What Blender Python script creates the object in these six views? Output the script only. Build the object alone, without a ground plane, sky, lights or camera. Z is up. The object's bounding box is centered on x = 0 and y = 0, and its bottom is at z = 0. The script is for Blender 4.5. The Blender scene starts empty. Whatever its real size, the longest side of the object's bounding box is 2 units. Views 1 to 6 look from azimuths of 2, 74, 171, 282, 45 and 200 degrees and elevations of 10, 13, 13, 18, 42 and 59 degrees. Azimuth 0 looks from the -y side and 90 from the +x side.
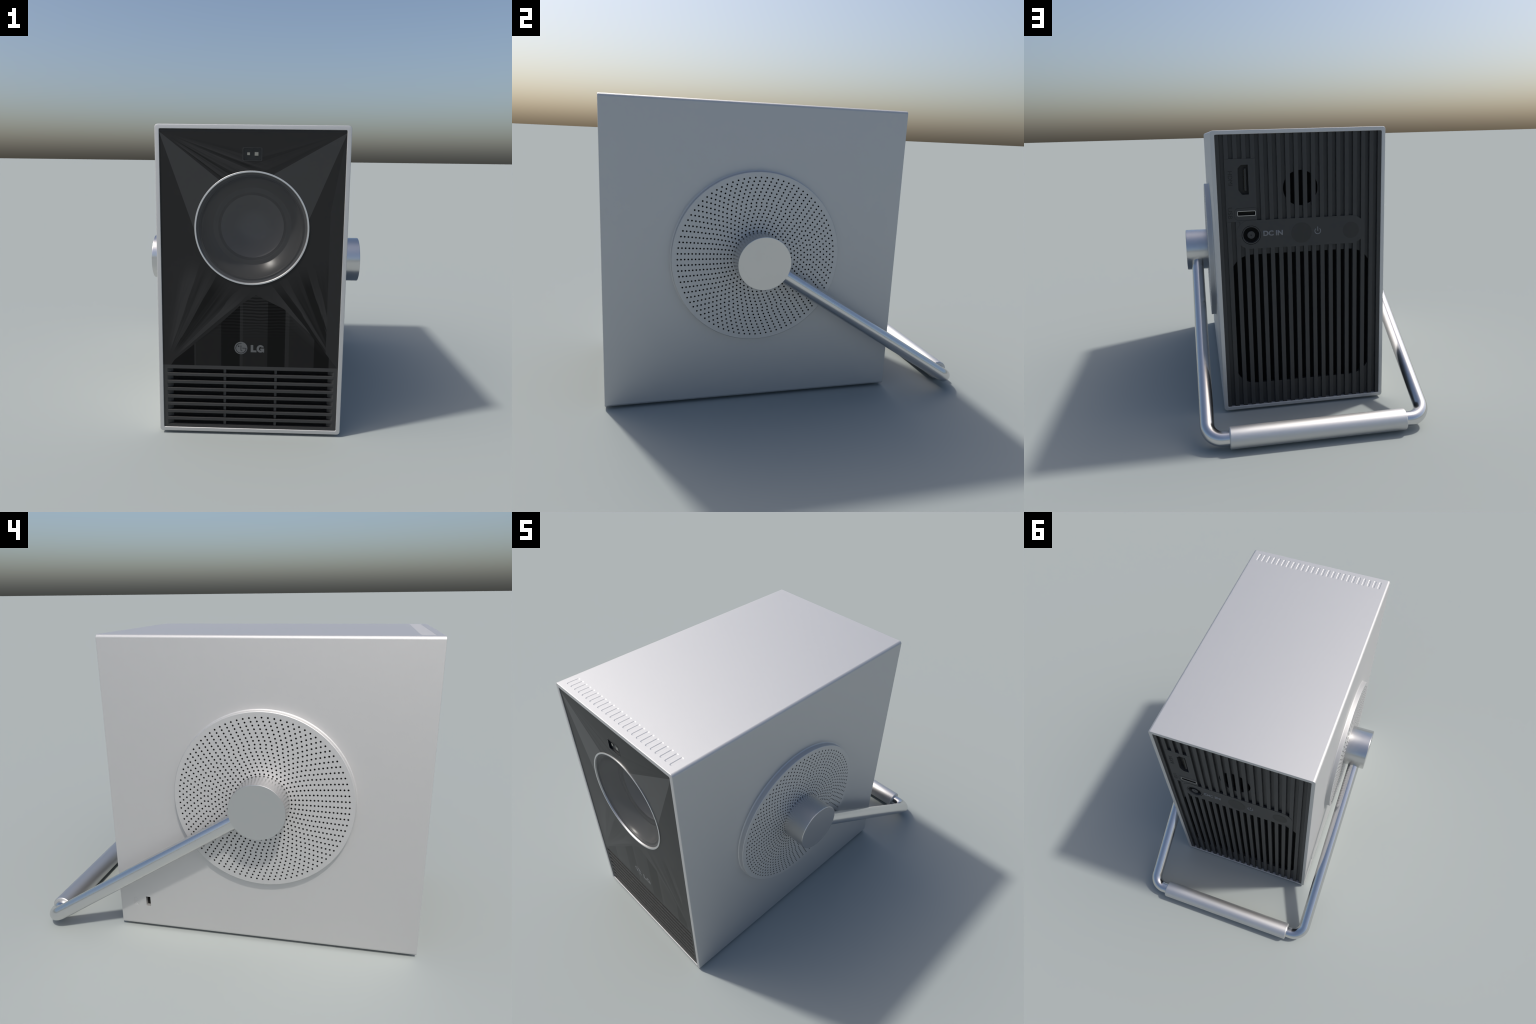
# Portable video projector: silver aluminium box, black glass front with a big
# lens, ribbed black rear panel with ports, perforated speaker discs on both
# sides and a tubular carrying handle that folds back as a stand.
import bpy, bmesh, math
from mathutils import Vector, Matrix
from mathutils.geometry import delaunay_2d_cdt

pi, sin, cos = math.pi, math.sin, math.cos

# ------------------------------------------------------------------ sizes
HW = 0.4662                       # half width of the box
ZB, ZT = 0.0110, 1.5698             # underside and top
YF, YR = -1.0, 0.5738             # front and rear rim
WALL, RAD = 0.0213, 0.016         # wall thickness, corner radius
ZC, HH = (ZB + ZT) / 2, (ZT - ZB) / 2
PIV_Y, PIV_Z = -0.2255, 0.797     # hinge axis
DISC_R, DISC_X, DISC_Z = 0.4420, 0.4980, 0.7945
KNOB_R, KNOB_X = 0.1355, 0.6380
ARM_X, ARM_R = 0.5700, 0.0380
GRIP_R, GRIP_L = 0.0555, 0.4615
GRIP_Y, GRIP_Z = 0.9450, 0.0605
LENS_Z, RING_R = 1.0765, 0.2795
PANEL_Y = -0.9962                 # front glass plane
RIB_Y, FLOOR_Y = 0.5705, 0.5560    # rear rib faces / groove floor
PITCH, RIB_W = 0.0459, 0.0234

# ------------------------------------------------------------------ nodes
class Nodes:
    def __init__(self, name):
        self.mat = bpy.data.materials.new(name)
        self.mat.use_nodes = True
        self.t = self.mat.node_tree
        self.bsdf = self.t.nodes["Principled BSDF"]
        self.pos = self.t.nodes.new("ShaderNodeTexCoord").outputs["Object"]
        self._xyz = None
    def put(self, sock, v):
        if isinstance(v, bpy.types.NodeSocket):
            self.t.links.new(v, sock)
        elif v is not None:
            sock.default_value = v
    def math(self, op, a, b=None, c=None, clamp=False):
        n = self.t.nodes.new("ShaderNodeMath"); n.operation = op; n.use_clamp = clamp
        for s, v in zip(n.inputs, (a, b, c)): self.put(s, v)
        return n.outputs[0]
    def xyz(self):
        if self._xyz is None:
            n = self.t.nodes.new("ShaderNodeSeparateXYZ"); self.put(n.inputs[0], self.pos)
            self._xyz = n.outputs
        return self._xyz
    def vec(self, x, y, z):
        n = self.t.nodes.new("ShaderNodeCombineXYZ")
        for s, v in zip(n.inputs, (x, y, z)): self.put(s, v)
        return n.outputs[0]
    def noise(self, vec=None, scale=5.0, detail=2.0, rough=0.5, dist=0.0):
        n = self.t.nodes.new("ShaderNodeTexNoise")
        self.put(n.inputs["Vector"], vec or self.pos)
        n.inputs["Scale"].default_value = scale; n.inputs["Detail"].default_value = detail
        n.inputs["Roughness"].default_value = rough; n.inputs["Distortion"].default_value = dist
        return n.outputs["Fac"]
    def step(self, v, a, b, lo=0.0, hi=1.0):
        n = self.t.nodes.new("ShaderNodeMapRange"); n.interpolation_type = "SMOOTHSTEP"
        for s, x in zip(n.inputs, (v, a, b, lo, hi)): self.put(s, x)
        return n.outputs[0]
    def mix(self, f, a, b):
        n = self.t.nodes.new("ShaderNodeMix"); n.data_type = "RGBA"
        self.put(n.inputs[0], f); self.put(n.inputs[6], a); self.put(n.inputs[7], b)
        return n.outputs[2]
    def bump(self, height, strength, dist):
        n = self.t.nodes.new("ShaderNodeBump")
        n.inputs["Strength"].default_value = strength; n.inputs["Distance"].default_value = dist
        self.put(n.inputs["Height"], height); self.put(self.bsdf.inputs["Normal"], n.outputs[0])
    def set(self, **kw):
        names = dict(color="Base Color", metal="Metallic", rough="Roughness", spec="Specular IOR Level",
                     coat="Coat Weight", coat_rough="Coat Roughness", ior="IOR")
        for k, v in kw.items():
            if isinstance(v, (tuple, list)) and len(v) == 3: v = (*v, 1.0)
            self.put(self.bsdf.inputs[names[k]], v)
        return self.mat

def grey(v, tint=(1, 1, 1)):
    return (v * tint[0], v * tint[1], v * tint[2], 1.0)

def metal(name, tone, rough, grain=0.0, vary=0.06, metallic=1.0):
    m = Nodes(name)
    if not grain:
        n = m.noise(scale=7, detail=2, rough=0.5)
        return m.set(color=m.mix(n, grey(tone * 0.99), grey(tone * 1.01)), metal=metallic, rough=rough)
    n = m.noise(scale=190, detail=3, rough=0.7)
    col = m.mix(n, grey(tone * (1 - vary)), grey(tone * (1 + vary)))
    m.set(color=col, metal=metallic, rough=m.step(n, 0.3, 0.7, rough - 0.03, rough + 0.03))
    m.bump(n, grain, 0.0015)
    return m.mat

def plastic(name, v, rough=0.5, spec=0.5, tint=(1, 1.01, 1.02), vary=0.06, scale=60):
    m = Nodes(name)
    n = m.noise(scale=scale, detail=3, rough=0.6)
    return m.set(color=m.mix(n, grey(v * (1 - vary), tint), grey(v * (1 + vary), tint)), rough=rough, spec=spec)

M_BODY = metal("anodised_aluminium", 0.575, 0.61, grain=0.14, metallic=0.85)
M_GRILLE = metal("speaker_aluminium", 0.575, 0.61, grain=0.08, metallic=0.85)
M_KNOB = metal("brushed_knob_metal", 0.63, 0.26, vary=0.01)
M_TUBE = metal("polished_tube_metal", 0.68, 0.22, vary=0.01)
M_GRIP = metal("satin_grip_metal", 0.62, 0.54, grain=0.10)
M_CHROME = metal("bright_ring_metal", 0.66, 0.45)
M_SOCKET = metal("socket_steel", 0.40, 0.30)
M_BLACK = plastic("cavity_black", 0.004, 0.8, 0.2)
M_REAR = plastic("rear_plastic", 0.032, 0.5, 0.45)
M_BUTTON = plastic("button_rubber", 0.029, 0.55, 0.38, tint=(1.03, 1.02, 0.96))
M_SLAT = plastic("slat_plastic", 0.031, 0.5, 0.4)
M_FACET = plastic("glass_facet_grey", 0.026, 0.32, 0.5)  # wedge tone lightened to paint reflected surroundings on flat glass; also sensor border
M_EDGE = plastic("panel_edge_strip", 0.016, 0.4, 0.3)
M_PRINT = plastic("grey_print", 0.18, 0.5, 0.4, tint=(0.97, 1.0, 1.06))
M_LOGO = plastic("logo_print", 0.10, 0.35, 0.5, tint=(0.97, 1.0, 1.03))
M_DARKPRINT = plastic("dark_print", 0.009, 0.5, 0.4)
M_LINE = plastic("seam_black", 0.006, 0.6, 0.3)
M_SENSOR = plastic("sensor_window", 0.010, 0.25, 0.5, tint=(0.8, 1.0, 1.25))
M_CHIP = plastic("sensor_chip", 0.22, 0.4, 0.5, tint=(1.0, 1.0, 0.88))
M_GOLD = plastic("contact_gold", 0.06, 0.4, 0.5, tint=(1.0, 0.85, 0.45))
M_FOOT = plastic("foot_rubber", 0.02, 0.8, 0.2)

def lens_material(name, v, rough, spec):
    m = Nodes(name)
    n = m.noise(scale=9, detail=2)
    return m.set(color=m.mix(n, grey(v * 0.96), grey(v * 1.04, (1, 1, 1.03))), rough=rough, spec=spec)

M_BEZEL = lens_material("lens_bezel", 0.055, 0.40, 0.35)
M_BOWL = lens_material("lens_bowl", 0.075, 0.30, 0.45)
M_CONE = lens_material("lens_cone", 0.200, 0.45, 0.4)  # lightened, like the bowl, to offset the dim light behind the cover
M_LENS = lens_material("lens_glass", 0.046, 0.30, 0.45)
_t = M_LENS.node_tree                       # smoky glass: half of the light goes through
_mix = _t.nodes.new("ShaderNodeMixShader"); _mix.inputs[0].default_value = 0.42
_clear = _t.nodes.new("ShaderNodeBsdfTransparent")
_t.links.new(_clear.outputs[0], _mix.inputs[1])
_t.links.new(_t.nodes["Principled BSDF"].outputs[0], _mix.inputs[2])
_t.links.new(_mix.outputs[0], _t.nodes["Material Output"].inputs[0])

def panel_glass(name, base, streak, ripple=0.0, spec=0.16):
    """Dark glass with reflection streaks painted into its colour, fanning out of the panel corners."""
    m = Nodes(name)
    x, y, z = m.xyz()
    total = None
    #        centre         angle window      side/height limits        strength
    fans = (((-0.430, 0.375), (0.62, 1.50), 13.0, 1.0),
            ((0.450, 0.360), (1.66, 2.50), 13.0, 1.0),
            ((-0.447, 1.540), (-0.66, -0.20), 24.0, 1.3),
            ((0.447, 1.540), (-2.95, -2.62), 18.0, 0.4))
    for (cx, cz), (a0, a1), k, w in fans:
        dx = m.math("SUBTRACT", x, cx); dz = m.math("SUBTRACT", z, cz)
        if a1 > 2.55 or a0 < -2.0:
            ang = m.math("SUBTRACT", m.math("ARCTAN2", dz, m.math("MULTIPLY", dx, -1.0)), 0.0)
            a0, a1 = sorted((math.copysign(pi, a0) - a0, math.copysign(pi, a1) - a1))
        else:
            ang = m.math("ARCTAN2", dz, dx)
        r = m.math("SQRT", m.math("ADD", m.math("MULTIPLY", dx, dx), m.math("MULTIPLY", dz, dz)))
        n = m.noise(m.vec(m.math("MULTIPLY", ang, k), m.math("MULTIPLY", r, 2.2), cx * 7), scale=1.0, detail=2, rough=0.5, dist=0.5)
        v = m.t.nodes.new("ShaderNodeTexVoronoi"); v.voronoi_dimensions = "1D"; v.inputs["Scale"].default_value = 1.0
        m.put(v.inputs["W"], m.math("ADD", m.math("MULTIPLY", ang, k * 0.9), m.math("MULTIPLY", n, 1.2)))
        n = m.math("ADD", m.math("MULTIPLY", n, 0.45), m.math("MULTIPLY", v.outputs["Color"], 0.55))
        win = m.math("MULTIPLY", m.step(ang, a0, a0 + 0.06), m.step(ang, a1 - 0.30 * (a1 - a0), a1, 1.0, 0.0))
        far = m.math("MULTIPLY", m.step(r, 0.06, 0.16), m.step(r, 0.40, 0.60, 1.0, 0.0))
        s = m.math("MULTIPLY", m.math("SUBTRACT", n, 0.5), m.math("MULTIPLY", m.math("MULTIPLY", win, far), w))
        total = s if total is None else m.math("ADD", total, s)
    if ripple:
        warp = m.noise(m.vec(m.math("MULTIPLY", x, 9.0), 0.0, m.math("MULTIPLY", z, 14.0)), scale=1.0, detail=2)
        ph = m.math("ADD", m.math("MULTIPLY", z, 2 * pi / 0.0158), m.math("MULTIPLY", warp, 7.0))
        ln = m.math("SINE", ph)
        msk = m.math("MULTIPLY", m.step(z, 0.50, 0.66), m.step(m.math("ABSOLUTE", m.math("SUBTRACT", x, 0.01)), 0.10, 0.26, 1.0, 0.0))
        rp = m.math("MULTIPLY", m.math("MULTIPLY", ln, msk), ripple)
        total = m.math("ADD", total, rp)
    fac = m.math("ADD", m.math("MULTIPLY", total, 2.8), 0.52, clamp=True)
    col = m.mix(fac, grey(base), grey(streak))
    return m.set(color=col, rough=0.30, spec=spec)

M_GLASS = panel_glass("painted_reflection_glass", 0.006, 0.032)
M_STRIPE = panel_glass("stripe_grey", 0.0045, 0.016, 0.25)
M_STRIPE_BLACK = panel_glass("stripe_black", 0.001, 0.006, 0.45, spec=0.13)
M_LITE = panel_glass("stripe_pale_grey", 0.010, 0.024, 0.15)

# ------------------------------------------------------------------ meshes
ROOT = bpy.data.objects.new("video_projector", None)
bpy.context.collection.objects.link(ROOT)
ROOT["label"] = "silver box projector with round lens, speaker discs and folding tube stand"
ROOT["category"] = "video projector"

def weighted(mesh):
    """Face-area weighted normals, so flat faces stay flat beside rounded edges."""
    t = bpy.data.objects.new("tmp", mesh); bpy.context.collection.objects.link(t)
    w = t.modifiers.new("w", "WEIGHTED_NORMAL"); w.mode = "FACE_AREA"; w.weight = 50; w.keep_sharp = True
    out = bpy.data.meshes.new_from_object(t.evaluated_get(bpy.context.evaluated_depsgraph_get()))
    bpy.data.objects.remove(t)
    return out

def add(name, mesh, parent=ROOT, mats=(), smooth=None):
    for mt in mats: mesh.materials.append(mt)
    if smooth is not None:
        mesh.polygons.foreach_set("use_smooth", [True] * len(mesh.polygons))
        mesh.set_sharp_from_angle(angle=math.radians(smooth))
        mesh = weighted(mesh)
    ob = bpy.data.objects.new(name, mesh)
    bpy.context.collection.objects.link(ob)
    ob.parent = parent
    return ob

def mesh_of(verts, faces, name="mesh", fix=True, matidx=None):
    me = bpy.data.meshes.new(name)
    me.from_pydata([tuple(v) for v in verts], [], faces)
    if matidx: me.polygons.foreach_set("material_index", matidx)
    if fix:
        bm = bmesh.new(); bm.from_mesh(me)
        bmesh.ops.recalc_face_normals(bm, faces=bm.faces)
        bm.to_mesh(me); bm.free()
    me.update()
    return me

def merge(parts):
    V, F = [], []
    for v, f in parts:
        o = len(V); V += list(v); F += [tuple(i + o for i in q) for q in f]
    return V, F

def box(x0, x1, y0, y1, z0, z1, c=0.0):
    """Box, its front/rear/top/bottom edges chamfered by c in the x-z outline."""
    if not c:
        v = [(x, y, z) for x in (x0, x1) for y in (y0, y1) for z in (z0, z1)]
        return v, [(0, 1, 3, 2), (4, 6, 7, 5), (0, 4, 5, 1), (2, 3, 7, 6), (0, 2, 6, 4), (1, 5, 7, 3)]
    v, f = [], []
    for y, k in ((y0, c), (y0 + c, 0), (y1 - c, 0), (y1, c)):
        v += [(x0 + k, y, z0 + k), (x1 - k, y, z0 + k), (x1 - k, y, z1 - k), (x0 + k, y, z1 - k)]
    for s in range(3):
        for i in range(4):
            a, b = s * 4 + i, s * 4 + (i + 1) % 4
            f.append((a, b, b + 4, a + 4))
    return v, f + [(3, 2, 1, 0), (12, 13, 14, 15)]

def rrect(hw, hh, r, seg=6):
    """Rounded rectangle outline, counter-clockwise, centred on 0,0."""
    r = max(r, 1e-4); out = []
    for cx, cy, a in ((hw - r, hh - r, 0), (-hw + r, hh - r, 90), (-hw + r, -hh + r, 180), (hw - r, -hh + r, 270)):
        for i in range(seg + 1):
            t = math.radians(a + 90 * i / seg)
            out.append((cx + r * cos(t), cy + r * sin(t)))
    return out

def circle(cx, cy, r, n, a0=0.0):
    return [(cx + r * cos(a0 + 2 * pi * i / n), cy + r * sin(a0 + 2 * pi * i / n)) for i in range(n)]

def loft(rings, closed=False, caps=False):
    n = len(rings[0]); V = [p for r in rings for p in r]; F = []
    m = len(rings)
    for s in range(m if closed else m - 1):
        for i in range(n):
            a, b = s * n + i, s * n + (i + 1) % n
            c, d = ((s + 1) % m) * n + (i + 1) % n, ((s + 1) % m) * n + i
            F.append((a, b, c, d))
    if caps:
        F.append(tuple(range(n))[::-1]); F.append(tuple(range((m - 1) * n, m * n)))
    return V, F

def lathe(profile, axis, origin, n=96, cap_start=False, cap_end=False):
    """profile: (distance along axis, radius). axis 'x' or 'y'."""
    rings = []
    for d, r in profile:
        ring = []
        for i in range(n):
            t = 2 * pi * i / n
            if axis == "x": ring.append((origin[0] + d, origin[1] + r * cos(t), origin[2] + r * sin(t)))
            else: ring.append((origin[0] + r * cos(t), origin[1] + d, origin[2] + r * sin(t)))
        rings.append(ring)
    V, F = loft(rings)
    if cap_start: F.append(tuple(range(n))[::-1])
    if cap_end: F.append(tuple(range(len(V) - n, len(V))))
    return V, F

def inside(p, poly):
    x, y = p; c = False; j = len(poly) - 1
    for i in range(len(poly)):
        xi, yi = poly[i]; xj, yj = poly[j]
        if (yi > y) != (yj > y) and x < (xj - xi) * (y - yi) / (yj - yi) + xi: c = not c
        j = i
    return c

def plate(outline, holes=(), lines=(), keep=None):
    """Flat triangulated plate with holes. Returns 2D verts and triangles."""
    V, E = [], []
    for loop in [outline] + list(holes):
        o = len(V); V += [Vector(p) for p in loop]
        E += [(o + i, o + (i + 1) % len(loop)) for i in range(len(loop))]
    for a, b in lines:
        o = len(V); V += [Vector(a), Vector(b)]; E.append((o, o + 1))
    v, _, f, *_ = delaunay_2d_cdt(V, E, [], 0, 1e-7, False)
    boxes = [(min(p[0] for p in h), max(p[0] for p in h), min(p[1] for p in h), max(p[1] for p in h), h) for h in holes]
    out = []
    for t in f:
        c = ((v[t[0]].x + v[t[1]].x + v[t[2]].x) / 3, (v[t[0]].y + v[t[1]].y + v[t[2]].y) / 3)
        if not inside(c, outline): continue
        if keep is not None and not keep(c): continue
        if any(b[0] < c[0] < b[1] and b[2] < c[1] < b[3] and inside(c, b[4]) for b in boxes): continue
        out.append(tuple(t))
    return [(p.x, p.y) for p in v], out

def prism(poly, y0, y1, put):
    """Solid prism of a 2D polygon; put(u, v, d) places a point."""
    n = len(poly)
    V = [put(u, v, y0) for u, v in poly] + [put(u, v, y1) for u, v in poly]
    F = [tuple(range(n))[::-1], tuple(range(n, 2 * n))]
    F += [(i, (i + 1) % n, n + (i + 1) % n, n + i) for i in range(n)]
    return V, F

def xz(u, v, d): return (u, d, v)

# ------------------------------------------------------------------ shell
def section(inset, y, seg=6):
    return [(px, y, ZC + pz) for px, pz in rrect(HW - inset, HH - inset, max(RAD - inset, 0.0055), seg)]

b = 0.004
rings = [section(WALL, YF + 0.03), section(WALL, YF + 0.0015), section(WALL - 0.0015, YF), section(b, YF),
         section(b * 0.3, YF + b * 0.3), section(0, YF + b), section(0, YR - b), section(b * 0.3, YR - b * 0.3),
         section(b, YR), section(WALL - 0.0015, YR), section(WALL, YR - 0.0015), section(WALL, YR - 0.04)]
shell = mesh_of(*loft(rings, closed=True), "body_shell")

# shallow finger grooves along the front of the top, and the lock slot
def stadium(cx, cy, hw, hl, seg=6):
    return [(cx + hw * cos(t), cy + (hl - hw) * s + hw * sin(t)) for s, t0 in ((1, 0), (-1, pi)) for t in [t0 + pi * i / seg for i in range(seg + 1)]]
cut = []
for k in range(-12, 13):
    x = 0.0341 * k
    depth = 0.0019
    rr = []
    for d, w in ((0.003, 0.0086), (0.0, 0.0080), (-depth * 0.62, 0.0062), (-depth * 0.92, 0.0046), (-depth, 0.0025)):
        rr.append([(px, py, ZT + d) for px, py in stadium(x, -0.932, w, 0.0345 - (0.0080 - w))])
    cut.append(loft(rr, caps=True))
cut.append(box(-HW - 0.01, -HW + 0.03, 0.4013, 0.4264, 0.1326, 0.1882))
cutter = bpy.data.objects.new("cutter", mesh_of(*merge(cut), "cutter"))
bpy.context.collection.objects.link(cutter)
tmp = bpy.data.objects.new("tmp", shell); bpy.context.collection.objects.link(tmp)
mod = tmp.modifiers.new("cut", "BOOLEAN"); mod.operation = "DIFFERENCE"; mod.solver = "EXACT"; mod.object = cutter
dg = bpy.context.evaluated_depsgraph_get()
shell = bpy.data.meshes.new_from_object(tmp.evaluated_get(dg))
bpy.data.objects.remove(tmp); bpy.data.objects.remove(cutter)
body = add("cabinet", shell, mats=[M_BODY], smooth=32)

# dark core that closes the inside
core = add("inner_core", mesh_of(*box(-0.4440, 0.4440, -0.74, 0.53, 0.034, 1.546)), body, [M_BLACK])

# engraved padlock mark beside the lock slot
def strokes(name, paths, r, mat, parent, res=2):
    cu = bpy.data.curves.new(name, "CURVE"); cu.dimensions = "3D"; cu.bevel_depth = r; cu.bevel_resolution = res; cu.use_fill_caps = True
    for pts, cyc in paths:
        sp = cu.splines.new("POLY"); sp.points.add(len(pts) - 1); sp.use_cyclic_u = cyc
        for p, q in zip(sp.points, pts): p.co = (*q, 1)
    t = bpy.data.objects.new(name, cu); bpy.context.collection.objects.link(t)
    me = bpy.data.meshes.new_from_object(t.evaluated_get(bpy.context.evaluated_depsgraph_get()))
    bpy.data.objects.remove(t); bpy.data.curves.remove(cu)
    return add(name, me, parent, [mat], smooth=40)
mx = -HW - 0.0002
def side(u, v): return (mx, 0.486 - u, 0.133 + v)
lock = [([side(*p) for p in ((-.013, 0), (.013, 0), (.013, .022), (-.013, .022))], True),
        ([side(-.010, .022), side(-.010, .036), side(-.005, .043), side(.002, .043), side(.009, .036), side(.012, .022)], False),
        ([side(-.005, .004), side(-.005, .018)], False), ([side(.007, .004), side(-.004, .011), side(.006, .018)], False)]
strokes("lock_mark", lock, 0.0009, M_BODY, body)

# low rubber feet under the box
foot = mesh_of(*lathe([(0, 0.0), (0, 0.03), (0.0110, 0.032), (0.0120, 0.0)], "y", (0, 0, 0), 32), "foot")
foot.transform(Matrix.Rotation(pi / 2, 4, "X"))
foot.materials.append(M_FOOT)
for sx in (-1, 1):
    for yy in (-0.88, 0.45):
        o = add("foot", foot, ROOT); o.location = (sx * 0.36, yy, 0.0005)

# ------------------------------------------------------------------ speaker discs and hinges
N_RING = [42 + 3 * k + (1 if k >= 8 else 0) for k in range(16)]
holes = []
for k, n in enumerate(N_RING):
    r = 0.1425 + k * (0.4130 - 0.1425) / 15
    for i in range(n):
        a = pi + 2 * pi * i / n
        holes.append((r * cos(a), r * sin(a)))
HR, HN = 0.0047, 8
def grille_mesh():
    """Perforated front of the speaker disc in local (x out, y, z)."""
    outer = circle(0, 0, DISC_R - 0.003, 160); inner = circle(0, 0, KNOB_R - 0.006, 72)
    V2, E = [], []
    for loop in [outer, inner] + [circle(hx, hy, HR, HN, pi / HN) for hx, hy in holes]:
        o = len(V2); V2 += [Vector(p) for p in loop]
        E += [(o + i, o + (i + 1) % len(loop)) for i in range(len(loop))]
    v, _, f, *_ = delaunay_2d_cdt(V2, E, [], 0, 1e-7, False)
    grid = {}
    for h in holes: grid.setdefault((round(h[0] / 0.01), round(h[1] / 0.01)), []).append(h)
    F = []
    for t in f:
        cx = sum(v[i].x for i in t) / 3; cy = sum(v[i].y for i in t) / 3
        if cx * cx + cy * cy < (KNOB_R - 0.0065) ** 2: continue
        gx, gy = round(cx / 0.01), round(cy / 0.01)
        if any((cx - h[0]) ** 2 + (cy - h[1]) ** 2 < (HR * 0.93) ** 2 for i in (-1, 0, 1) for j in (-1, 0, 1) for h in grid.get((gx + i, gy + j), ())): continue
        F.append(tuple(t))
    V = [(DISC_X, p.x, p.y) for p in v]
    for h in holes:                                   # hole walls
        o = len(V); c = circle(h[0], h[1], HR, HN, pi / HN)
        V += [(DISC_X, *p) for p in c] + [(DISC_X - 0.0045, *p) for p in c]
        F += [(o + i, o + HN + i, o + HN + (i + 1) % HN, o + (i + 1) % HN) for i in range(HN)]
    walls = len(holes) * HN
    return mesh_of(V, F, "speaker_grille", fix=False, matidx=[0] * (len(F) - walls) + [1] * walls)

fr = 0.007                                            # fillet to the cabinet side
rim_prof = [(HW + 0.0004 + fr - fr * sin(t), DISC_R + fr - fr * cos(t)) for t in [pi / 2 - pi / 2 * i / 8 for i in range(9)]]
rim_prof += [(DISC_X - 0.003, DISC_R), (DISC_X - 0.001, DISC_R - 0.001), (DISC_X, DISC_R - 0.003)]
rim = mesh_of(*lathe(rim_prof, "x", (0, 0, 0), 160), "speaker_rim", fix=False)
grl = grille_mesh()
back = mesh_of(*lathe([(DISC_X - 0.0040, KNOB_R - 0.02), (DISC_X - 0.0040, DISC_R - 0.01)], "x", (0, 0, 0), 96), fix=False)
kb = 0.004
knob_prof = [(DISC_X - 0.02, KNOB_R - 0.0015), (KNOB_X - kb, KNOB_R), (KNOB_X - kb * 0.3, KNOB_R - kb * 0.3), (KNOB_X, KNOB_R - kb)]
knob = mesh_of(*lathe(knob_prof, "x", (0, 0, 0), 128, cap_end=True), "hinge_knob")
for me, mt in ((rim, M_BODY), (grl, M_GRILLE), (grl, M_BLACK), (back, M_BLACK), (knob, M_KNOB)):
    me.materials.append(mt)
def fit_side(me, s, z=DISC_Z):
    m2 = me.copy()
    m2.transform(Matrix.Translation((0, PIV_Y, z)) @ Matrix.Diagonal((s, 1, 1, 1)))
    if s < 0: m2.flip_normals()
    return m2
for s in (1, -1):
    disc = add("speaker_disc", fit_side(rim, s), smooth=40)
    g = add("speaker_grille", fit_side(grl, s), disc); g["kind"] = "stuff"
    add("speaker_backing", fit_side(back, s), disc)
    add("hinge_knob", fit_side(knob, s, PIV_Z), smooth=35)

# ------------------------------------------------------------------ handle
def arm_path():
    P = Vector((PIV_Y, PIV_Z)); Q = Vector((GRIP_Y, GRIP_Z))
    d = (Q - P).normalized(); bend = 0.080
    pts = [(ARM_X, PIV_Y, PIV_Z), (ARM_X, *(Q - d * bend))]
    for i in range(1, 15):
        t = pi / 2 * i / 14
        off = Q - d * bend + d * (bend * sin(t))
        pts.append((ARM_X - bend * (1 - cos(t)), off.x, off.y))
    pts.append((0.0, GRIP_Y, GRIP_Z))
    return pts + [(-x, y, z) for x, y, z in pts[-2::-1]]
handle = strokes("stand_handle", [(arm_path(), False)], ARM_R, M_TUBE, ROOT, res=10)
c = 0.007
grip_prof = [(-GRIP_L, ARM_R - 0.004), (-GRIP_L, GRIP_R - c), (-GRIP_L + c * 0.35, GRIP_R - c * 0.25), (-GRIP_L + c, GRIP_R), (GRIP_L - c, GRIP_R),
             (GRIP_L - c * 0.35, GRIP_R - c * 0.25), (GRIP_L, GRIP_R - c), (GRIP_L, ARM_R - 0.004)]
add("grip_sleeve", mesh_of(*lathe(grip_prof, "x", (0, GRIP_Y, GRIP_Z), 72)), handle, [M_GRIP], smooth=50)

# ------------------------------------------------------------------ front
PX, PZ0, PZ1 = HW - WALL + 0.001, ZB + WALL - 0.001, ZT - WALL + 0.001
outline = [(px, (PZ0 + PZ1) / 2 + pz) for px, pz in rrect(PX, (PZ1 - PZ0) / 2, 0.0055)]
GX, GZ0, GZ1, GTOP = 0.4245, 0.0476, 0.3525, 0.3715
ring_hole = circle(0, LENS_Z, RING_R - 0.004, 128)
sens = rrect(0.0435, 0.0285, 0.004); sens_z = 1.433
sens_hole = [(px, sens_z + pz) for px, pz in sens]
grille_hole = [(-GX, GZ0), (GX, GZ0), (GX, GZ1), (-GX, GZ1)]
STRIP_Z = 1.5355
lens_c = Vector((0, LENS_Z))
sheen_wedges = [((-PX, STRIP_Z), (-0.157, 1.314), (-0.284, 1.059)), ((PX, STRIP_Z), (0.087, 1.346), (0.282, 1.091))]
vee = [(-0.405, GTOP), (-0.385, 0.400), (-0.283, 0.486), (-0.147, 0.601), (-0.036, 0.707), (0.025, 0.745), (0.165, 0.677), (0.308, 0.541), (0.440, GTOP)]
def vee_top(x):
    for (x0, z0), (x1, z1) in zip(vee, vee[1:]):
        if x0 <= x <= x1: return z0 + (z1 - z0) * (x - x0) / (x1 - x0)
    return GTOP
stripe_x = [-0.285, -0.277, -0.148, -0.054, -0.039, 0.086, 0.174, 0.194, 0.321, 0.397]
SIDE_X = 0.380
lines = [((-PX - 0.01, STRIP_Z), (PX + 0.01, STRIP_Z)), ((-PX - 0.01, GTOP), (PX + 0.01, GTOP)), ((SIDE_X, GTOP), (SIDE_X, 1.16))]
for cnr, a, b2 in sheen_wedges:
    for e in (a, b2):
        inward = lens_c + (Vector(e) - lens_c) * 0.93
        lines.append((cnr, tuple(inward)))
lines += list(zip(vee, vee[1:]))
lines += [((fx, GTOP), (fx, vee_top(fx))) for fx in stripe_x]
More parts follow.
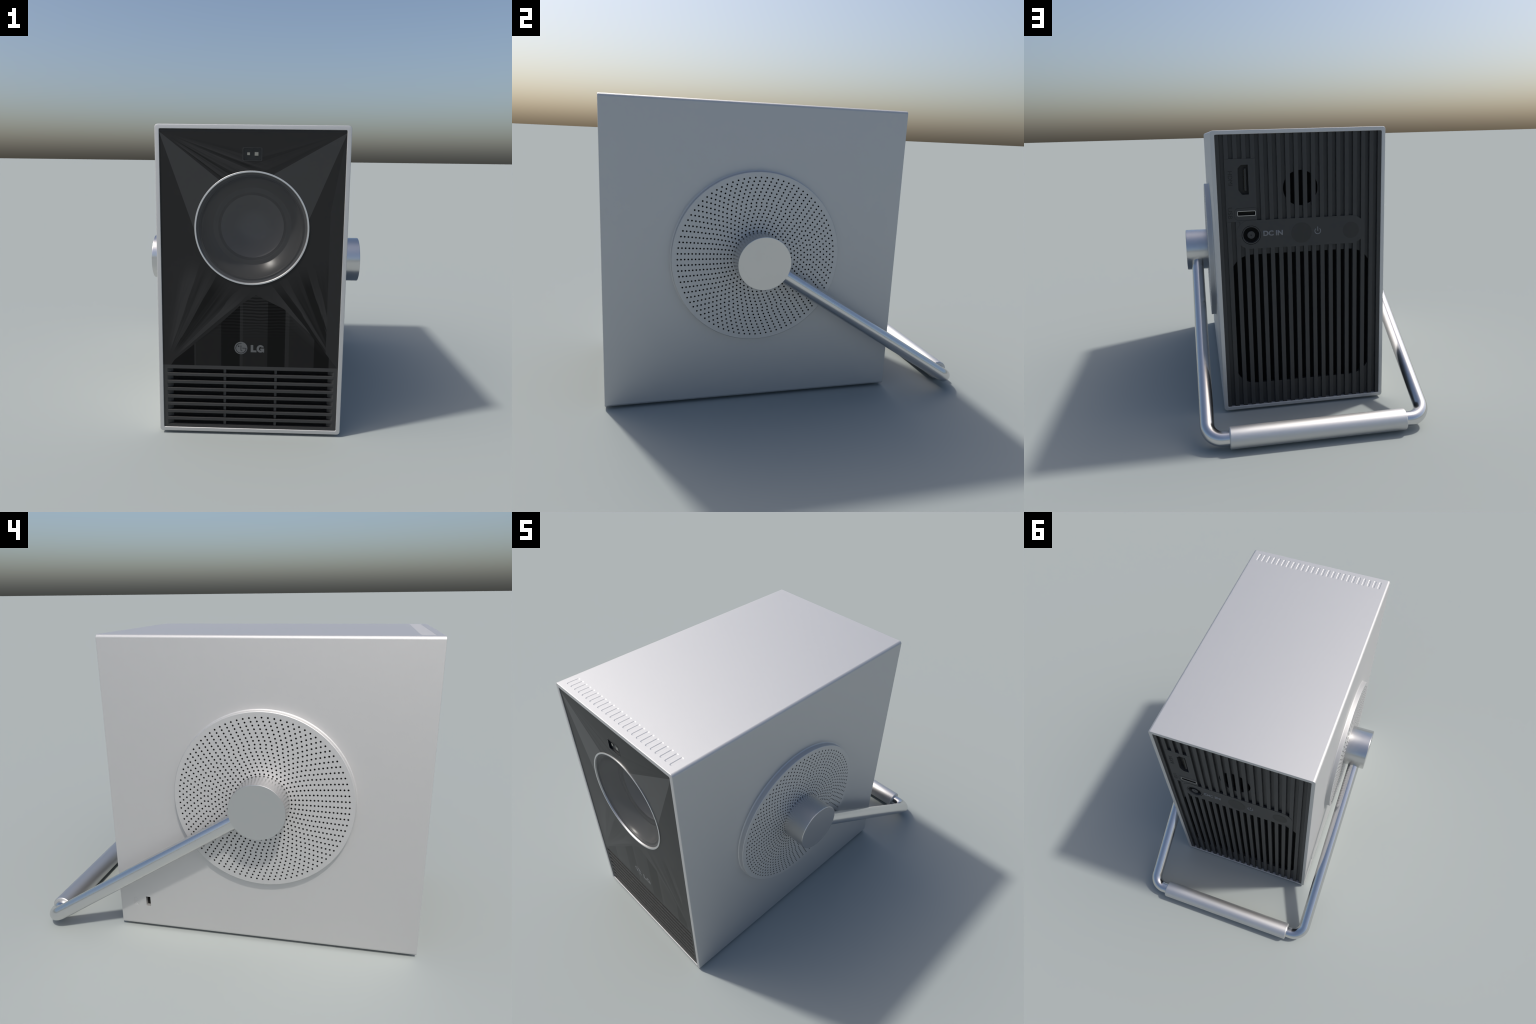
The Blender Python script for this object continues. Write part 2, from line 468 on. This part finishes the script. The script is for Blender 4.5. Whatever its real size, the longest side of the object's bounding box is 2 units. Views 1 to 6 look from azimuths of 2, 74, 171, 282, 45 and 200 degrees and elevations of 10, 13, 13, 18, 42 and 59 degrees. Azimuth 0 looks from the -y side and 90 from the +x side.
def region(p):
    x, z = p
    if z > STRIP_Z: return 1
    if z < GTOP: return 2
    for cnr, a, b2 in sheen_wedges:
        if inside(p, (cnr, a, b2)): return 3
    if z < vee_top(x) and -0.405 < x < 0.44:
        i = sum(1 for fx in stripe_x if fx < x)
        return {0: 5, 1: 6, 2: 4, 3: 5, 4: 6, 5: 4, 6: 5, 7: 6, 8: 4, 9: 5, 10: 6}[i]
    if x > SIDE_X and z < 1.12: return 1
    return 0
v2, tri = plate(outline, [ring_hole, sens_hole, grille_hole], lines)
idx = [region((sum(v2[i][0] for i in t) / 3, sum(v2[i][1] for i in t) / 3)) for t in tri]
panel_me = mesh_of([(x, PANEL_Y, z) for x, z in v2], tri, "front_panel", fix=False, matidx=idx)
panel_me.update()
if panel_me.polygons[0].normal.y > 0: panel_me.flip_normals()
front = add("front_panel", panel_me, mats=[M_GLASS, M_EDGE, M_SLAT, M_FACET, M_STRIPE, M_STRIPE_BLACK, M_LITE])

# intake grille at the bottom: tapered frame, slats, two uprights
taper = []
for d, k in ((0.0, 0.0), (0.018, 0.028), (0.022, 0.028)):
    taper.append([(sx * (GX - k), PANEL_Y + d, z) for sx, z in ((-1, GZ0), (1, GZ0), (1, GZ1), (-1, GZ1))])
add("grille_frame", mesh_of(*loft(taper), fix=False), front, [M_SLAT])
add("grille_backing", mesh_of(*box(-0.43, 0.43, PANEL_Y + 0.020, PANEL_Y + 0.024, 0.04, 0.36)), front, [M_BLACK])
pitch = (GZ1 - GZ0 + 0.0169) / 8
slat = mesh_of(*box(-GX - 0.0005, GX + 0.0005, PANEL_Y - 0.0002, PANEL_Y + 0.0205, -0.0084, 0.0084, 0.0012), "slat")
slat.materials.append(M_SLAT); slat.materials.append(M_DARKPRINT)
for p in slat.polygons: p.material_index = 0 if p.normal.y < -0.5 else 1  # front faces in slat grey, all other faces in a darker tone
for i in range(1, 8):
    o = add("slat", slat, front); o.location.z = GZ1 - pitch * i + 0.0084
upright = mesh_of(*box(-0.0066, 0.0066, PANEL_Y + 0.009, PANEL_Y + 0.0205, GZ0 - 0.002, GZ1 + 0.002), "upright")
upright.materials.append(M_REAR)
for sx in (-1, 1):
    o = add("upright", upright, front); o.location.x = sx * 0.130

# lens assembly, turned about the optical axis
O = (0, PANEL_Y, LENS_Z)
R = RING_R
lens = add("lens_ring", mesh_of(*lathe([(0.002, R), (-0.0028, R), (-0.0034, R - 0.0006), (-0.0034, R - 0.0072), (-0.0028, R - 0.0080), (0.007, R - 0.0100), (0.016, R - 0.0100)], "y", O, 160)), mats=[M_CHROME], smooth=25)
add("lens_bezel", mesh_of(*lathe([(0.005, R - 0.0095), (0.006, R - 0.014), (0.010, R - 0.029), (0.0125, R - 0.031)], "y", O, 160), fix=False), lens, [M_BEZEL], smooth=35)
bowl = [(0.0125, R - 0.031)]
bowl += [(0.0125 + 0.070 * (i / 16) ** 0.8, R - 0.031 - 0.053 * (i / 16) ** 1.15) for i in range(1, 17)]
bowl += [(0.0840, 0.193), (0.0850, 0.174), (0.0870, 0.171)]
add("lens_bowl", mesh_of(*lathe(bowl, "y", O, 160), fix=False), lens, [M_BOWL], smooth=35)
add("lens_barrel", mesh_of(*lathe([(0.0865, 0.1725), (0.0875, 0.166), (0.0900, 0.163), (0.0910, 0.158)], "y", O, 128), fix=False), lens, [M_BEZEL], smooth=35)
dish = [(0.0910 + 0.100 * (1 - ((i / 18) ** 1.7)), 0.046 + (0.158 - 0.046) * i / 18) for i in range(18, -1, -1)] + [(0.1918, 0.044), (0.1924, 0.03), (0.193, 0.001)]
add("lens_cone", mesh_of(*lathe(dish, "y", O, 128, cap_end=True), fix=False), lens, [M_CONE], smooth=40)
cover = [(0.0080 - 0.0070 * cos(pi / 2 * i / 12), (R - 0.020) * sin(pi / 2 * i / 12)) for i in range(12, 0, -1)] + [(0.001, 0.0005)]
add("lens_glass", mesh_of(*lathe(cover, "y", O, 128, cap_end=True), fix=False), lens, [M_LENS], smooth=60)

# sensor window with two small chips
srings = [[(px * k, PANEL_Y + d, sens_z + pz * k) for px, pz in sens] for d, k in ((-0.0006, 1.07), (-0.0008, 0.985), (0.003, 0.97), (0.008, 0.96))]
V, F = loft(srings); F.append(tuple(range(len(V) - len(sens), len(V))))
sensor = add("sensor_window", mesh_of(V, F, fix=False, matidx=[1] * len(sens) + [0] * (len(F) - len(sens))), mats=[M_SENSOR, M_FACET])
for x0, x1, z0, z1 in ((-0.025, -0.012, 1.4285, 1.4415), (0.0105, 0.0285, 1.426, 1.4435)):
    add("sensor_chip", mesh_of(*box(x0, x1, PANEL_Y + 0.0045, PANEL_Y + 0.0085, z0, z1, 0.0008)), sensor, [M_CHIP])

# maker's mark: disc with a drawn face and two letters
LX, LZ, LR = -0.0482, 0.469, 0.0326
py = PANEL_Y - 0.0005
logo = add("logo_disc", mesh_of(*prism(circle(LX, LZ, LR, 64), py, PANEL_Y + 0.002, xz)), mats=[M_LOGO])
q = LR * 0.80
arc = [(LX + q * cos(t), py, LZ + q * sin(t)) for t in [math.radians(85 + 275 * i / 40) for i in range(41)]]
face = [(arc + [(LX + LR * 0.22, py, LZ)], False),
        ([(LX, py, LZ + LR * 0.42), (LX, py, LZ - LR * 0.42), (LX + LR * 0.22, py, LZ - LR * 0.42)], False)]
strokes("logo_line", face, 0.0013, M_LINE, logo)
add("logo_dot", mesh_of(*prism(circle(LX - LR * 0.34, LZ + LR * 0.30, 0.0034, 20), py - 0.0006, py + 0.001, xz)), logo, [M_LINE])
z0, z1 = 0.448, 0.4857
letter_l = [(0.0016, z0), (0.0305, z0), (0.0305, z0 + 0.010), (0.0142, z0 + 0.010), (0.0142, z1), (0.0016, z1)]
add("logo_letter", mesh_of(*prism(letter_l, py, PANEL_Y + 0.002, xz)), logo, [M_LOGO])
gx, gz, ga, gb = 0.0508, (z0 + z1) / 2, 0.0192, 0.0198
out = [(gx + ga * cos(t), gz + gb * sin(t)) for t in [math.radians(24 + 280 * i / 28) for i in range(29)]]
inn = [(gx + ga * 0.40 * cos(t), gz + gb * 0.50 * sin(t)) for t in [math.radians(310 - 270 * i / 24) for i in range(25)]]
letter_g = out + [(gx + 0.0135, z0), (gx + 0.0187, z0), (gx + 0.0187, gz + 0.0015), (gx - 0.0005, gz + 0.0015), (gx - 0.0005, gz - 0.0065), (gx + 0.006, gz - 0.0065)] + inn
add("logo_letter", mesh_of(*prism(letter_g, py, PANEL_Y + 0.002, xz)), logo, [M_LOGO])

# ------------------------------------------------------------------ rear
RZ0, RZ1 = ZB + WALL, ZT - WALL
routline = [(px, (RZ0 + RZ1) / 2 + pz) for px, pz in rrect(PX, (RZ1 - RZ0) / 2 + 0.001, 0.0055)]
vent = [(px, 0.535 + pz) for px, pz in rrect(0.393, 0.3755, 0.120, 10)]
spk = circle(0, 1.2605, 0.0945, 64)
P_X0, P_X1, P_Z0, P_Z1 = 0.2406, 0.4020, 1.0945, 1.424       # port plate
v2, tri = plate(routline, [vent, spk, [(0.245, 1.10), (0.40, 1.10), (0.40, 1.42), (0.245, 1.42)], circle(0.275, 1.0198, 0.055, 32)])
rear_me = mesh_of([(x, FLOOR_Y, z) for x, z in v2], tri, "rear_panel", fix=False)
if rear_me.polygons[0].normal.y < 0: rear_me.flip_normals()
rear = add("rear_panel", rear_me, mats=[M_REAR])
walls = []
for lp in (vent, spk):
    walls.append(loft([[(x, FLOOR_Y, z) for x, z in lp], [(x, FLOOR_Y - 0.0215, z) for x, z in lp]]))
add("vent_edge", mesh_of(*merge(walls), fix=False), rear, [M_REAR])

cache = {}
def rib(xc, w, za, zb):
    key = (round(w, 4), round(zb - za, 4))
    if key not in cache:
        cache[key] = mesh_of(*box(-w / 2, w / 2, FLOOR_Y - 0.006, RIB_Y, 0, zb - za, 0.0012), "rib")
        cache[key].materials.append(M_REAR)
    o = add("rib", cache[key], rear); o.location = (xc, 0, za)
DC_X, DC_Z = 0.275, 1.0198
for k in range(-9, 9):
    xc = (k + 0.5) * PITCH
    if P_X0 - 0.01 < xc - RIB_W / 2 and xc + RIB_W / 2 < P_X1 + 0.01:
        rib(xc, RIB_W, P_Z1, RZ1 + 0.001)
        top = P_Z0
    else:
        top = RZ1 + 0.001
    if abs(xc) < 0.31:
        if top > 1.1: rib(xc, RIB_W, 1.088, top)
        rib(xc, RIB_W, RZ0 - 0.001, 0.957)
    else:
        rib(xc, RIB_W, RZ0 - 0.001, top)
for s in (1, -1):
    rib(s * 0.4347, 0.0205, RZ0 - 0.001, RZ1 + 0.001)

def panel_with_sockets(name, loop, sockets, y, depth, mat, parent):
    """Raised plate in the rear face with sunken sockets cut through it."""
    v2, tri = plate(loop, [s for s, _ in sockets])
    parts = [([(x, y, z) for x, z in v2], tri)]
    parts.append(loft([[(x, y, z) for x, z in loop], [(x, y - depth, z) for x, z in loop]]))
    for s, d in sockets:
        parts.append(loft([[(x, y, z) for x, z in s], [(x, y - d, z) for x, z in s]]))
    V, F = merge(parts)
    me = mesh_of(V, F, name, fix=False)
    bm = bmesh.new(); bm.from_mesh(me); bmesh.ops.remove_doubles(bm, verts=bm.verts, dist=1e-6)
    bmesh.ops.recalc_face_normals(bm, faces=bm.faces); bm.to_mesh(me); bm.free()
    if me.polygons[0].normal.y < 0: me.flip_normals()
    return add(name, me, parent, [mat])

hdmi = [(0.3331, 1.2617), (0.3331, 1.3745), (0.3153, 1.3925), (0.2795, 1.3925), (0.2795, 1.2376), (0.3146, 1.2376)]
USB_X, USB_Z = 0.2955, 1.1376
usb = [(USB_X + px, USB_Z + pz) for px, pz in rrect(0.0495, 0.0137, 0.0055)]
port_loop = [(P_X0, 1.070), (0.3326, 1.070), (0.3326, P_Z0), (P_X1, P_Z0), (P_X1, P_Z1), (P_X0, P_Z1)]
ports = panel_with_sockets("port_plate", port_loop, [(hdmi, 0.0265), (usb, 0.016)], RIB_Y, 0.02, M_REAR, rear)
add("port_floor", mesh_of(*box(0.245, 0.40, RIB_Y - 0.031, RIB_Y - 0.0260, 1.10, 1.42)), ports, [M_DARKPRINT])
video = add("video_socket", mesh_of(*box(0.2895, 0.3005, RIB_Y - 0.027, RIB_Y - 0.007, 1.256, 1.374, 0.001)), ports, [M_BUTTON])
contacts = [box(0.3005, 0.3018, RIB_Y - 0.02, RIB_Y - 0.005, 1.260 + i * 0.0122, 1.267 + i * 0.0122) for i in range(9)]
o = add("socket_contact", mesh_of(*merge(contacts)), video, [M_GOLD]); o["kind"] = "stuff"
ur = []
for d, e in ((-0.006, 0.0), (0.0012, 0.0), (0.0012, -0.0032), (-0.014, -0.0032)):
    ur.append([(USB_X + px, RIB_Y + d, USB_Z + pz) for px, pz in rrect(0.0495 + e, 0.0137 + e, 0.0055 + e)])
usb_o = add("data_socket", mesh_of(*loft(ur)), ports, [M_SOCKET], smooth=40)
add("socket_tongue", mesh_of(*box(USB_X - 0.041, USB_X + 0.041, RIB_Y - 0.02, RIB_Y - 0.004, USB_Z - 0.003, USB_Z + 0.004, 0.001)), usb_o, [M_BLACK])
contacts = [box(USB_X - 0.039 + i * 0.0066, USB_X - 0.0353 + i * 0.0066, RIB_Y - 0.012, RIB_Y - 0.0045, USB_Z + 0.004, USB_Z + 0.0048) for i in range(12)]
o = add("socket_contact", mesh_of(*merge(contacts)), usb_o, [M_GOLD]); o["kind"] = "stuff"
seam = [(USB_X + px, RIB_Y + 0.0001, 1.134 + pz) for px, pz in rrect(0.0640, 0.0325, 0.022)]
strokes("socket_seam", [(seam, True)], 0.0005, M_LINE, ports)

# control plate across the middle
PL = 0.3545
cp_loop = [(px, 1.0222 + pz) for px, pz in rrect(PL, 0.0772, 0.074, 12)]
cup = circle(DC_X, DC_Z, 0.0515, 48)
ctrl = panel_with_sockets("control_plate", cp_loop, [(cup, 0.012)], RIB_Y + 0.0012, 0.012, M_REAR, rear)
y = RIB_Y + 0.0012
dc = add("power_socket", mesh_of(*lathe([(y - 0.010, 0.0515), (y - 0.010, 0.0495), (y - 0.0002, 0.0490), (y - 0.0002, 0.0435), (y - 0.004, 0.0420), (y - 0.018, 0.0405), (y - 0.018, 0.0200), (y - 0.003, 0.0205), (y - 0.002, 0.0195), (y - 0.002, 0.0045), (y - 0.005, 0.0035), (y - 0.005, 0.0001)], "y", (DC_X, 0, DC_Z), 64)), ctrl, [M_REAR], smooth=35)
add("socket_well", mesh_of(*lathe([(y - 0.0175, 0.0404), (y - 0.0175, 0.0203)], "y", (DC_X, 0, DC_Z), 64), fix=False), dc, [M_BLACK])
for bx, br in ((0.0, 0.0565), (-0.2755, 0.0460)):
    bt = add("button", mesh_of(*lathe([(y - 0.001, br), (y + 0.0004, br - 0.0006), (y + 0.0008, br - 0.003), (y + 0.0006, br * 0.5), (y + 0.0005, 0.0005)], "y", (bx, 0, 1.0185), 64)), ctrl, [M_BUTTON], smooth=40)

def lettering(name, body, size_h, at, mat, turn, parent, bold=0.0, width=None):
    cu = bpy.data.curves.new(name, "FONT"); cu.body = body; cu.size = 1.0; cu.extrude = 0.0; cu.offset = bold
    t = bpy.data.objects.new(name, cu); bpy.context.collection.objects.link(t)
    me = bpy.data.meshes.new_from_object(t.evaluated_get(bpy.context.evaluated_depsgraph_get()))
    bpy.data.objects.remove(t); bpy.data.curves.remove(cu)
    xs = [v.co.x for v in me.vertices]; ys = [v.co.y for v in me.vertices]
    sy = size_h / (max(ys) - min(ys)); sx = width / (max(xs) - min(xs)) if width else sy
    cx, cy = (max(xs) + min(xs)) / 2, (max(ys) + min(ys)) / 2
    M = Matrix.Translation(at) @ Matrix.Rotation(pi, 4, "Z") @ Matrix.Rotation(pi / 2, 4, "X") @ Matrix.Rotation(turn, 4, "Z") @ Matrix.Diagonal((sx, sy, 1, 1)) @ Matrix.Translation((-cx, -cy, 0))
    bm = bmesh.new(); bm.from_mesh(me)
    bm.transform(M)
    ex = bmesh.ops.extrude_face_region(bm, geom=bm.faces[:])
    bmesh.ops.translate(bm, verts=[g for g in ex["geom"] if isinstance(g, bmesh.types.BMVert)], vec=(0, 0.0006, 0))
    bmesh.ops.recalc_face_normals(bm, faces=bm.faces)
    bm.to_mesh(me); bm.free()
    return add(name, me, parent, [mat])

lettering("power_lettering", "DC IN", 0.0295, (0.1570, y, 1.0253), M_PRINT, 0.0, ctrl, bold=0.040, width=0.1065)
lettering("video_lettering", "HDMI", 0.0225, (0.3742, RIB_Y, 1.3245), M_DARKPRINT, -pi / 2, ports, bold=0.0, width=0.075)
lettering("data_lettering", "USB", 0.0232, (0.3820, RIB_Y, 1.1417), M_DARKPRINT, -pi / 2, ports, bold=0.0, width=0.060)
pr = 0.0160
pw = [([(-0.089 - pr * sin(t), y, 1.0235 + pr * cos(t)) for t in [math.radians(40 + 280 * i / 30) for i in range(31)]], False),
      ([(-0.089, y, 1.0475), (-0.089, y, 1.0235)], False)]
strokes("power_symbol", pw, 0.0024, M_PRINT, ctrl)
